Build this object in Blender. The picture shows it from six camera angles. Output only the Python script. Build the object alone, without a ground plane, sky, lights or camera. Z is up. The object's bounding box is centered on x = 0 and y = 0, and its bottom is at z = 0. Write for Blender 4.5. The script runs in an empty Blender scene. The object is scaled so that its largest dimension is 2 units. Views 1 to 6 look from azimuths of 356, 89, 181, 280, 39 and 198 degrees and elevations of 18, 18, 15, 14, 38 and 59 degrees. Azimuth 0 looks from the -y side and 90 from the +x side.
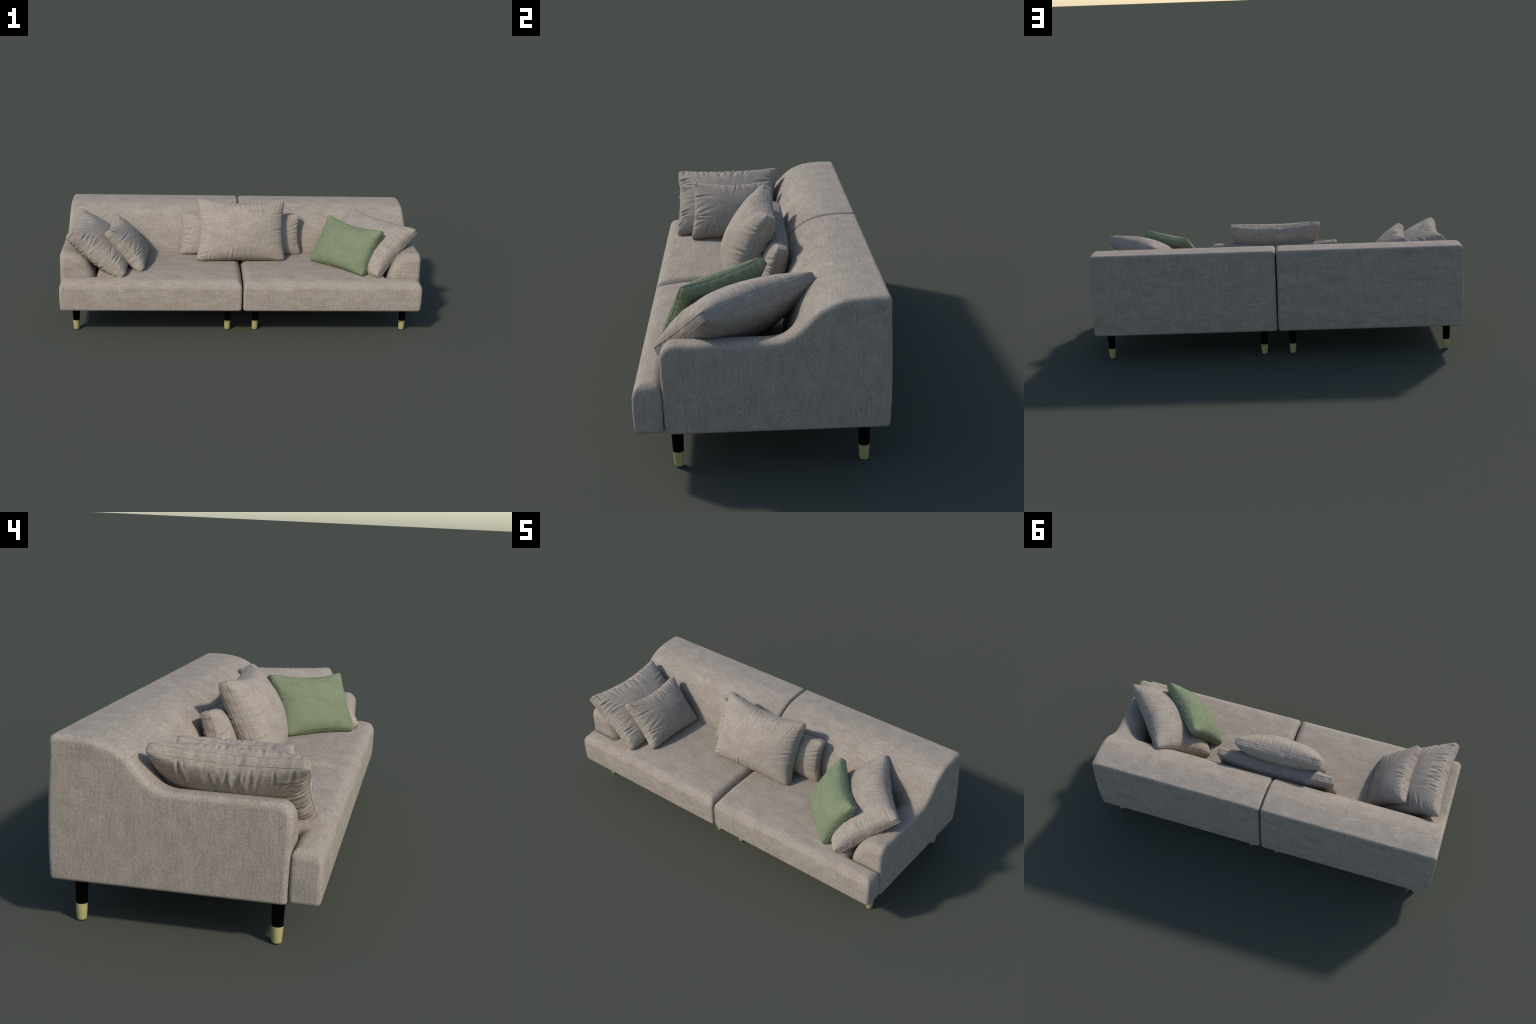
"""Two-piece upholstered sofa on tapered legs with six loose cushions."""
import bpy, math
import numpy as np
from mathutils import Matrix, Vector

# ------------------------------------------------------------------ helpers
def node(nt, kind, **inp):
    n = nt.nodes.new(kind)
    for k, v in inp.items():
        if k.startswith('_'):
            setattr(n, k[1:], v)
        else:
            n.inputs[k.replace('__', ' ')].default_value = v
    return n


def new_object(name, mesh, parent=None, mat=None, loc=None):
    ob = bpy.data.objects.new(name, mesh)
    bpy.context.scene.collection.objects.link(ob)
    if parent is not None:
        ob.parent = parent
    if mat is not None:
        mesh.materials.append(mat)
    if loc is not None:
        ob.location = loc
    return ob


def mesh_from(name, verts, faces, smooth=True):
    me = bpy.data.meshes.new(name)
    me.from_pydata([tuple(v) for v in verts], [], [tuple(f) for f in faces])
    if smooth:
        me.polygons.foreach_set('use_smooth', [True] * len(me.polygons))
    me.update()
    return me


# ---------------------------------------------------------------- materials
def woven_fabric(name, dark, mid, light, bump=0.5, streak=1.0):
    """Linen-like weave: threads run along local x and local z, with slubs,
    broad faded patches and a fine grain."""
    m = bpy.data.materials.new(name)
    m.use_nodes = True
    nt = m.node_tree
    nt.nodes.clear()
    L = nt.links.new
    out = nt.nodes.new('ShaderNodeOutputMaterial')
    bsdf = node(nt, 'ShaderNodeBsdfPrincipled', Roughness=1.0)
    bsdf.inputs['Specular IOR Level'].default_value = 0.15
    L(bsdf.outputs[0], out.inputs[0])
    tc = nt.nodes.new('ShaderNodeTexCoord')

    def noise(scale, detail=2.0, rough=0.5, sc=1.0):
        mp = node(nt, 'ShaderNodeMapping')
        mp.inputs['Scale'].default_value = scale
        L(tc.outputs['Object'], mp.inputs['Vector'])
        nz = node(nt, 'ShaderNodeTexNoise', Scale=sc, Detail=detail, Roughness=rough)
        L(mp.outputs[0], nz.inputs['Vector'])
        return nz.outputs[0]

    def madd(a, k, b=None):
        n = node(nt, 'ShaderNodeMath', _operation='MULTIPLY_ADD')
        L(a, n.inputs[0])
        n.inputs[1].default_value = k
        if b is None:
            n.inputs[2].default_value = 0.0
        elif isinstance(b, float):
            n.inputs[2].default_value = b
        else:
            L(b, n.inputs[2])
        return n.outputs[0]

    warp = noise((70, 330, 330), 2.0, 0.6)          # threads along x
    weft = noise((330, 330, 70), 2.0, 0.6)          # threads along z
    grain = noise((240, 240, 240), 2.0, 0.7)
    slub_x = noise((18, 150, 150), 2.0, 0.5)        # thicker yarns along x
    slub_z = noise((150, 150, 18), 2.0, 0.5)
    patch = noise((11, 17, 17), 4.0, 0.6)           # faded patches

    wts = (0.32, 0.28, 0.70, 0.42 * streak, 0.36 * streak, 0.42)
    s = None
    for tex, k in zip((warp, weft, grain, slub_x, slub_z, patch), wts):
        s = madd(tex, k, s if s is not None else 0.5 - 0.5 * sum(wts))
    ramp = nt.nodes.new('ShaderNodeValToRGB')
    e = ramp.color_ramp.elements
    e[0].position, e[0].color = 0.2, (*dark, 1)
    e[1].position, e[1].color = 0.85, (*light, 1)
    c = e.new(0.5)
    c.color = (*mid, 1)
    L(s, ramp.inputs[0])
    # yarns are dyed a little unevenly
    tint = noise((150, 150, 150), 1.0)
    tr = nt.nodes.new('ShaderNodeValToRGB')
    tr.color_ramp.elements[0].position, tr.color_ramp.elements[0].color = 0.3, (1.035, 0.985, 1.0, 1)
    tr.color_ramp.elements[1].position, tr.color_ramp.elements[1].color = 0.7, (0.965, 1.015, 0.99, 1)
    L(tint, tr.inputs[0])
    mul = node(nt, 'ShaderNodeMix', _data_type='RGBA', _blend_type='MULTIPLY')
    mul.inputs[0].default_value = 1.0
    L(ramp.outputs[0], mul.inputs[6])
    L(tr.outputs[0], mul.inputs[7])
    L(mul.outputs[2], bsdf.inputs['Base Color'])

    h = madd(warp, 0.5)
    h = madd(weft, 0.5, h)
    h = madd(grain, 0.9, h)
    h = madd(slub_x, 0.35, h)
    h = madd(slub_z, 0.35, h)
    bp = node(nt, 'ShaderNodeBump', Strength=bump, Distance=0.002)
    L(h, bp.inputs['Height'])
    L(bp.outputs[0], bsdf.inputs['Normal'])
    return m


def plain(name, col, rough, var=0.0, spec=0.5, metallic=0.0):
    m = bpy.data.materials.new(name)
    m.use_nodes = True
    nt = m.node_tree
    bsdf = nt.nodes['Principled BSDF']
    bsdf.inputs['Roughness'].default_value = rough
    bsdf.inputs['Specular IOR Level'].default_value = spec
    bsdf.inputs['Metallic'].default_value = metallic
    tc = nt.nodes.new('ShaderNodeTexCoord')
    nz = node(nt, 'ShaderNodeTexNoise', Scale=60.0, Detail=3.0)
    nt.links.new(tc.outputs['Object'], nz.inputs['Vector'])
    ramp = nt.nodes.new('ShaderNodeValToRGB')
    e = ramp.color_ramp.elements
    e[0].color = (*[c * (1 - var) for c in col], 1)
    e[1].color = (*[c * (1 + var) for c in col], 1)
    nt.links.new(nz.outputs[0], ramp.inputs[0])
    nt.links.new(ramp.outputs[0], bsdf.inputs['Base Color'])
    return m


LINEN = dict(dark=(0.215, 0.176, 0.138), mid=(0.318, 0.267, 0.216), light=(0.455, 0.398, 0.340))
upholstery = woven_fabric('upholstery_linen', **LINEN, streak=0.85)
cushion_linen = woven_fabric('cushion_linen', **LINEN, streak=0.6)
cushion_green = woven_fabric('cushion_green', (0.118, 0.142, 0.080), (0.175, 0.203, 0.119),
                             (0.255, 0.280, 0.170), streak=0.35)
black_lacquer = plain('black_lacquer', (0.0007, 0.0007, 0.0007), 0.6, 0.2, 0.06)
brass = plain('brass_paint', (0.372, 0.325, 0.132), 0.5, 0.01, 0.3)


# ---------------------------------------------------- soft solids (distance fields)
def polygon_distance(px, py, poly):
    """Signed distance of the points (px, py) to a closed profile, inside negative."""
    poly = np.asarray(poly, float)
    d = np.full(px.shape, 1e9)
    inside = np.zeros(px.shape, bool)
    for (ax, ay), (bx, by) in zip(poly, np.roll(poly, -1, 0)):
        ex, ey = bx - ax, by - ay
        t = np.clip(((px - ax) * ex + (py - ay) * ey) / (ex * ex + ey * ey + 1e-12), 0, 1)
        d = np.minimum(d, np.hypot(px - ax - t * ex, py - ay - t * ey))
        if ay != by:
            c = ((ay > py) != (by > py)) & (px < ax + (py - ay) * ex / ey)
            inside ^= c
    return np.where(inside, -d, d)


def smooth_profile(pts, per=12):
    """Catmull-Rom through profile control points."""
    p = np.asarray(pts, float)
    p = np.vstack([2 * p[0] - p[1], p, 2 * p[-1] - p[-2]])
    res = []
    for i in range(1, len(p) - 2):
        for t in np.linspace(0, 1, per, endpoint=False):
            a, b, c, d = p[i - 1:i + 3]
            res.append(0.5 * (2 * b + (c - a) * t + (2 * a - 5 * b + 4 * c - d) * t * t
                              + (3 * b - a - 3 * c + d) * t ** 3))
    res.append(p[-2])
    return np.array(res)


def smooth_union(a, b, k):
    h = np.maximum(k - np.abs(a - b), 0) / k
    return np.minimum(a, b) - h * h * k * 0.25


def round_meet(r, a, b):
    """Intersection whose edge is rounded with radius r."""
    a, b = a + r, b + r
    return np.minimum(np.maximum(a, b), 0) + np.hypot(np.maximum(a, 0), np.maximum(b, 0)) - r


def skin(field, axes):
    """Quad skin over the zero level of a field sampled on a grid (surface nets)."""
    nx, ny, nz = field.shape
    ins = field < 0
    acc = np.zeros((nx - 1, ny - 1, nz - 1, 3))
    cnt = np.zeros((nx - 1, ny - 1, nz - 1))
    corners = [(i, j, k) for i in (0, 1) for j in (0, 1) for k in (0, 1)]

    def sub(A, c):
        return A[c[0]:nx - 1 + c[0], c[1]:ny - 1 + c[1], c[2]:nz - 1 + c[2]]
    for c in corners:
        for ax in range(3):
            if c[ax]:
                continue
            c2 = list(c)
            c2[ax] = 1
            fa, fb = sub(field, c), sub(field, c2)
            cross = (fa < 0) != (fb < 0)
            t = np.where(cross, fa / np.where(cross, fa - fb, 1), 0)
            for q in range(3):
                acc[..., q] += np.where(cross, c[q] + (t if q == ax else 0), 0)
            cnt += cross
    live = cnt > 0
    idx = np.full(live.shape, -1)
    idx[live] = np.arange(live.sum())
    I = np.argwhere(live)
    off = acc[live] / cnt[live][:, None]
    step = np.array([a[1] - a[0] for a in axes])
    org = np.array([a[0] for a in axes])
    verts = org + (I + off) * step
    faces = []
    for ax in range(3):
        b, c = (ax + 1) % 3, (ax + 2) % 3
        sl0 = [slice(None)] * 3
        sl1 = [slice(None)] * 3
        sl0[ax], sl1[ax] = slice(0, -1), slice(1, None)
        cr = ins[tuple(sl0)] != ins[tuple(sl1)]
        for p in np.argwhere(cr):
            if p[b] == 0 or p[c] == 0:
                continue
            q = []
            for db, dc in ((1, 1), (0, 1), (0, 0), (1, 0)):
                w = p.copy()
                w[b] -= db
                w[c] -= dc
                q.append(idx[tuple(w)])
            if not ins[tuple(p)]:
                q.reverse()
            faces.append(q)
    return verts, faces


def grid(x0, x1, y0, y1, z0, z1, h):
    ax = [np.arange(a, b + h, h) for a, b in ((x0, x1), (y0, y1), (z0, z1))]
    X, Y, Z = np.meshgrid(*ax, indexing='ij')
    return ax, X, Y, Z


def settle(verts, field_fn, steps=4):
    """Pull the skin exactly onto the level set, so that it shades smoothly."""
    e = 1e-3
    for _ in range(steps):
        x, y, z = verts.T
        f = field_fn(x, y, z)
        g = np.stack([field_fn(x + e, y, z) - field_fn(x - e, y, z),
                      field_fn(x, y + e, z) - field_fn(x, y - e, z),
                      field_fn(x, y, z + e) - field_fn(x, y, z - e)], 1) / (2 * e)
        n2 = np.maximum((g * g).sum(1), 0.25)
        verts = verts - np.clip(f / n2, -0.004, 0.004)[:, None] * g
    return verts


# --------------------------------------------------------------- sofa sizes
HALF_W = 0.9992          # outer side of the arm
GAP = 0.0028            # half of the slit between the two pieces
REAR_Y = 0.4182
ARM_FRONT_Y = -0.322
BOTTOM_Z = 0.149
SEAT_TOP = 0.336
SEAT_FRONT_Y = -0.4182

# backrest cross-section (y, z): rolls from the flat top down to the seat
BACK_ROLL = smooth_profile([(0.70, 0.598), (0.41, 0.5992), (0.345, 0.6), (0.285, 0.5955), (0.239, 0.584),
                            (0.197, 0.5635), (0.161, 0.533), (0.132, 0.4925), (0.111, 0.440),
                            (0.095, 0.380), (0.085, 0.325), (0.074, 0.25), (0.065, 0.0)])
BACK_POLY = np.vstack([BACK_ROLL, [(0.065, -0.3), (0.70, -0.3)]])
# armrest cross-section (x, z): flat top, inner side falls to the seat
ARM_ROLL = smooth_profile([(1.30, 0.458), (0.99, 0.459), (0.950, 0.458), (0.914, 0.451), (0.880, 0.435),
                           (0.855, 0.411), (0.838, 0.382), (0.824, 0.348), (0.813, 0.31),
                           (0.804, 0.25), (0.798, 0.0)])
ARM_POLY = np.vstack([ARM_ROLL, [(0.796, -0.3), (1.30, -0.3)]])


def frame_field(x, y, z):
    back = polygon_distance(y, z, BACK_POLY)
    arm = polygon_distance(x, z, ARM_POLY)
    top = smooth_union(back, arm, 0.085)
    # gently stuffed outer faces
    mid_z = np.clip((z - 0.33) / 0.20, -1, 1)
    side = x - (HALF_W - 0.005 * mid_z ** 2)
    rear = y - (REAR_Y - 0.003 * mid_z ** 2 - 0.002 * np.clip((0.25 - z) / 0.1, 0, 1) ** 2)
    front = ARM_FRONT_Y + 0.002 * np.clip((0.30 - z) / 0.15, 0, 1) - y
    d = round_meet(0.046, top, front)
    d = round_meet(0.021, d, side)
    d = round_meet(0.014, d, rear)
    d = round_meet(0.018, d, GAP - x)
    d = round_meet(0.012, d, BOTTOM_Z - z)
    return d


def seat_field(x, y, z):
    """T-shaped seat: runs between the arms and spreads in front of them."""
    zr = np.clip((z - 0.235) / 0.09, -1, 1)
    puff = 0.004 * zr ** 2
    plan = smooth_union(x - 0.805, y - (ARM_FRONT_Y + 0.0015), 0.03)
    outer = round_meet(0.016, np.maximum(GAP + puff * 0.4 - x, x - (0.996 - puff)),
                       np.maximum(SEAT_FRONT_Y + puff - y, y - 0.12))
    d = round_meet(0.012, plan, outer)
    crown = 0.006 * np.clip(1 - ((x - 0.45) / 0.60) ** 2, 0, 1) * np.clip((y + 0.42) / 0.22, 0, 1)
    nose = -0.018 * np.clip((-0.24 - y) / 0.18, 0, 1) ** 2
    d = round_meet(0.038, d, z - (SEAT_TOP + crown + nose))
    d = round_meet(0.014, d, 0.154 - z)
    return d


def body_mesh(field_fn, bounds, h):
    ax, X, Y, Z = grid(*bounds, h)
    v, f = skin(field_fn(X, Y, Z), ax)
    return settle(v, field_fn), f


def relax_normals(field_fn, v):
    e = 1.5e-3
    x, y, z = v.T
    g = np.stack([field_fn(x + e, y, z) - field_fn(x - e, y, z),
                  field_fn(x, y + e, z) - field_fn(x, y - e, z),
                  field_fn(x, y, z + e) - field_fn(x, y, z - e)], 1)
    return g / np.maximum(np.linalg.norm(g, axis=1), 1e-9)[:, None]


def add_region(name, verts, faces, normals, parent, mat):
    used = sorted({i for f in faces for i in f})
    remap = {o: n for n, o in enumerate(used)}
    me = mesh_from(name, [verts[i] for i in used], [[remap[i] for i in f] for f in faces])
    me.normals_split_custom_set_from_vertices([tuple(normals[i]) for i in used])
    return new_object(name, me, parent, mat)


sofa = bpy.data.objects.new('sofa', None)
bpy.context.scene.collection.objects.link(sofa)
sofa['label'] = 'two-piece beige linen sofa with rolled back and brass-tipped legs'
sofa['category'] = 'sofa'

fv, ff = body_mesh(frame_field, (-0.012, 1.016, -0.345, 0.437, 0.130, 0.620), 0.0068)
fn = relax_normals(frame_field, fv)
sv, sf = body_mesh(seat_field, (-0.012, 1.014, -0.437, 0.137, 0.138, 0.360), 0.0068)
sn = relax_normals(seat_field, sv)

for side in (-1, 1):
    flip = np.array([side, 1, 1])
    order = (lambda f: f) if side == 1 else (lambda f: f[::-1])
    V, N = fv * flip, fn * flip
    arm, back = [], []
    for f in ff:
        c = fv[list(f)].mean(0)
        # mitre from the inner corner towards the outer rear
        is_arm = c[0] > 0.76 and c[1] < 0.085 + (c[0] - 0.80) * 0.25
        (arm if is_arm else back).append(order(list(f)))
    add_region('backrest', V, back, N, sofa, upholstery)
    add_region('armrest', V, arm, N, sofa, upholstery)
    add_region('seat', sv * flip, [order(list(f)) for f in sf], sn * flip, sofa, upholstery)


# --------------------------------------------------------------------- legs
def lathe(name, prof, n=40):
    verts, faces = [], []
    for r, z in prof:
        for i in range(n):
            a = 2 * math.pi * i / n
            verts.append((r * math.cos(a), r * math.sin(a), z))
    for j in range(len(prof) - 1):
        for i in range(n):
            k = (i + 1) % n
            faces.append((j * n + i, j * n + k, (j + 1) * n + k, (j + 1) * n + i))
    faces.append(tuple(range(n))[::-1])
    faces.append(tuple((len(prof) - 1) * n + i for i in range(n)))
    me = mesh_from(name, verts, faces)
    me.set_sharp_from_angle(angle=math.radians(50))
    return me


leg_mesh = lathe('leg', [(0.0180, 0.048), (0.0183, 0.057), (0.0212, 0.150), (0.0212, 0.158)])
tip_mesh = lathe('leg_tip', [(0.0105, 0.0), (0.0135, 0.0008), (0.0152, 0.0030), (0.0160, 0.007),
                             (0.0188, 0.0548), (0.0186, 0.0560), (0.0176, 0.0560)])
leg_mesh.materials.append(black_lacquer)
tip_mesh.materials.append(brass)
for x in (-0.921, -0.078, 0.078, 0.921):
    for y in (-0.283, 0.337):
        leg = new_object('leg', leg_mesh, sofa, None, (x, y, 0))
        new_object('leg_tip', tip_mesh, leg)


# ----------------------------------------------------------------- cushions
def value_noise(rng, n=64):
    tab = rng.uniform(-1, 1, n)

    def f(t):
        i = np.floor(t).astype(int)
        w = t - i
        w = w * w * (3 - 2 * w)
        return tab[i % n] * (1 - w) + tab[(i + 1) % n] * w
    return f


def cushion(name, label, corners, mat, front, rear, seed, band=0.030, pinch=0.028, rest=0.009,
            folds=11, fold_depth=0.0042, bulge=0.48, heavy=0.12, side_pinch=0.016, sag=0.0, n=120):
    """Boxed cushion: two stuffed faces joined by a narrow band with piped seams.
    corners: bottom-left, bottom-right, top-right, top-left seen from its face."""
    rng = np.random.default_rng(seed)
    C = np.array(corners, float)
    ctr = C.mean(0)
    X = (C[1] - C[0]) + (C[2] - C[3])
    X /= np.linalg.norm(X)
    Zr = (C[3] - C[0]) + (C[2] - C[1])
    Zr -= X * (Zr @ X)
    Z = Zr / np.linalg.norm(Zr)
    Y = np.cross(Z, X)                       # points to the rear face
    R = np.stack([X, Y, Z], 1)
    K = (C - ctr) @ R                        # corners in the cushion's own frame
    K[:, 0] += 0.003 * np.sign(K[:, 0])
    K[:, 2] += np.where(K[:, 2] > 0, 0.004, 0.001) * np.sign(K[:, 2])
    W = 0.25 * (np.linalg.norm(K[1] - K[0]) + np.linalg.norm(K[2] - K[3]))
    H = 0.25 * (np.linalg.norm(K[3] - K[0]) + np.linalg.norm(K[2] - K[1]))

    # even spacing, but denser along the rim
    s = np.linspace(-1, 1, n)
    s = 0.72 * s + 0.28 * np.sin(s * math.pi / 2)
    U, Vv = np.meshgrid(s, s, indexing='ij')

    def sheet(u, v):
        a, b = (1 + u) / 2, (1 + v) / 2
        P = ((1 - a) * (1 - b))[..., None] * K[0] + (a * (1 - b))[..., None] * K[1] \
            + (a * b)[..., None] * K[2] + ((1 - a) * b)[..., None] * K[3]
        P[..., 0] -= side_pinch * np.sign(u) * u * u * (1 - v * v)
        P[..., 2] -= np.where(v > 0, pinch, rest) * np.sign(v) * v * v * (1 - u * u)
        # the very corners are turned in and rounded
        tip = np.abs(u * v) ** 14
        P[..., 0] -= 0.008 * np.sign(u) * tip
        P[..., 2] -= 0.008 * np.sign(v) * tip
        P[..., 1] += sag * (1 - u * u) * (1 - v * v)
        return P

    base = sheet(U, Vv)
    wob = [value_noise(rng) for _ in range(8)]
    rim = np.maximum(np.abs(U), np.abs(Vv))
    wig = 0.0016 * (wob[0](U * W * 60 + 31) * np.abs(Vv) ** 12 + wob[1](Vv * H * 60 + 31) * np.abs(U) ** 12)
    base[..., 0] += wig * np.sign(U) * (np.abs(U) ** 12)
    base[..., 2] += wig * np.sign(Vv) * (np.abs(Vv) ** 12)

    def face(depth, sgn):
        t = np.maximum((1 - U ** 2) * (1 - Vv ** 2), 0) ** bulge
        t = depth * t * (1 - heavy * Vv)          # the filling settles
        # soft lumps of the filling
        for i in range(5):
            cu, cv = rng.uniform(-0.6, 0.6, 2)
            t += rng.uniform(-0.05, 0.05) * depth * np.exp(-((U - cu) ** 2 + (Vv - cv) ** 2) / 0.12)
        # gathered folds running in from the seams
        fold = np.zeros_like(U)
        for edge in range(4):
            along, across, ha, hc = ((U, Vv, W, H), (Vv, U, H, W))[edge % 2]
            sg = 1 if edge < 2 else -1
            d = (1 - sg * across) * hc
            k = max(4, int(round(1.7 * folds * ha / 0.22 * rng.uniform(0.75, 1.2))))
            for i in range(k):
                t0 = np.clip(rng.normal(0, 0.42), -0.88, 0.88) * ha
                wd = rng.uniform(0.0024, 0.0055)
                ln = rng.uniform(0.025, 0.085) * (0.75 if hc < 0.16 else 1.0)
                lean = rng.uniform(-0.30, 0.30) - 0.25 * t0 / ha
                dep = fold_depth * rng.uniform(0.35, 1.0)
                q = (along * ha - t0 - lean * d) / (wd * (1 + d / 0.09))
                prof = np.exp(-q * q) - 0.6 * np.exp(-(np.abs(q) - 1.9) ** 2)
                fold -= dep * prof * np.exp(-(d / ln) ** 2) * (1 - np.exp(-d / 0.006))
        t = t + fold
        t = np.maximum(t, 0.0)
        P = base.copy()
        P[..., 1] += sgn * (band / 2 + t)
        return P

    F, B = face(front, -1), face(rear, 1)
    # perimeter walk, counter-clockwise seen from the face
    m = n - 1
    ring = [(i, 0) for i in range(m)] + [(m, j) for j in range(m)] + \
           [(m - i, m) for i in range(m)] + [(0, m - j) for j in range(m)]
    ri = np.array(ring)
    verts = [F.reshape(-1, 3), B.reshape(-1, 3)]
    faces = []
    g = np.arange(n * n).reshape(n, n)
    q = np.stack([g[:-1, :-1], g[1:, :-1], g[1:, 1:], g[:-1, 1:]], -1).reshape(-1, 4)
    faces += q.tolist()
    faces += (q[:, ::-1] + n * n).tolist()
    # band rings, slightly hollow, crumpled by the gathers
    rf = g[ri[:, 0], ri[:, 1]]
    rb = rf + n * n
    Ff, Bb = F[ri[:, 0], ri[:, 1]], B[ri[:, 0], ri[:, 1]]
    cen = np.array([0, 0, 0.0])
    outw = Ff - cen
    outw[:, 1] = 0
    outw /= np.linalg.norm(outw, axis=1)[:, None]
    arc = np.concatenate([[0], np.cumsum(np.linalg.norm(np.diff(Ff, axis=0), axis=1))])
    crum = 0.0022 * wob[2](arc * 70) + 0.0012 * wob[3](arc * 150)
    prev = rf
    tot = 2 * n * n
    levels = (0.22, 0.5, 0.78)
    ln = len(ring)
    for lv in levels:
        dip = (0.0026 + crum) * math.sin(math.pi * lv)
        Pm = Ff * (1 - lv) + Bb * lv + outw * (np.asarray(dip)[:, None])
        verts.append(Pm)
        cur = np.arange(tot, tot + ln)
        tot += ln
        for i in range(ln):
            j = (i + 1) % ln
            faces.append([prev[j], prev[i], cur[i], cur[j]])
        prev = cur
    for i in range(ln):
        j = (i + 1) % ln
        faces.append([prev[j], prev[i], rb[i], rb[j]])

    me = mesh_from(name, np.vstack(verts), faces)
    ob = new_object(name, me, None, mat)
    M = Matrix(R.tolist()).to_4x4()
    M.translation = Vector(ctr)
    ob.matrix_world = M
    ob['label'] = label
    ob['category'] = 'cushion'

    # piping: a thin welt sewn along both seams
    k = 8
    pv, pf = [], []
    for loop in (Ff, Bb):
        tang = np.roll(loop, -1, 0) - np.roll(loop, 1, 0)
        tang /= np.linalg.norm(tang, axis=1)[:, None]
        side = np.cross(tang, [0, 1.0, 0])
        side /= np.linalg.norm(side, axis=1)[:, None]
        off = sum(len(p) for p in pv)
        rad = 0.0014 + 0.0003 * wob[4](arc * 90)
        for a in range(k):
            th = 2 * math.pi * a / k
            pv.append(loop + rad[:, None] * (math.cos(th) * side + math.sin(th) * np.array([0, 1.0, 0])))
        for a in range(k):
            b = (a + 1) % k
            for i in range(ln):
                j = (i + 1) % ln
                pf.append([off + a * ln + i, off + a * ln + j, off + b * ln + j, off + b * ln + i])
    pm = mesh_from('piping', np.vstack(pv), pf)
    new_object('piping', pm, ob, mat)
    return ob


cushion('cushion', 'large square beige linen cushion leaning on the armrest',
        [(-0.650, -0.358, 0.334), (-0.632, 0.100, 0.336), (-0.937, 0.134, 0.574), (-0.949, -0.358, 0.570)],
        cushion_linen, 0.075, 0.075, 11, fold_depth=0.0055, folds=14)
cushion('cushion', 'small beige linen cushion leaning on a larger one',
        [(-0.554, -0.284, 0.342), (-0.546, 0.080, 0.342), (-0.738, 0.098, 0.560), (-0.746, -0.279, 0.563)],
        cushion_linen, 0.060, 0.050, 12, fold_depth=0.0055)
cushion('cushion', 'long low beige lumbar cushion against the backrest',
        [(-0.348, 0.030, 0.340), (0.357, 0.045, 0.338), (0.351, 0.102, 0.568), (-0.341, 0.102, 0.572)],
        cushion_linen, 0.060, 0.050, 13)
cushion('cushion', 'large plump beige linen cushion in the middle',
        [(-0.249, -0.095, 0.340), (0.252, -0.080, 0.339), (0.254, 0.064, 0.665), (-0.249, 0.066, 0.668)],
        cushion_linen, 0.092, 0.056, 14, folds=14, fold_depth=0.0035, pinch=0.033)
cushion('cushion', 'small sage green cushion leaning on a beige one',
        [(0.405, -0.077, 0.343), (0.672, -0.339, 0.336), (0.786, -0.249, 0.571), (0.522, 0.032, 0.583)],
        cushion_green, 0.060, 0.050, 15, fold_depth=0.0026)
cushion('cushion', 'large beige linen cushion leaning in the corner',
        [(0.440, 0.022, 0.345), (0.749, -0.359, 0.336), (0.993, -0.178, 0.556), (0.687, 0.198, 0.573)],
        cushion_linen, 0.084, 0.080, 16, fold_depth=0.004)
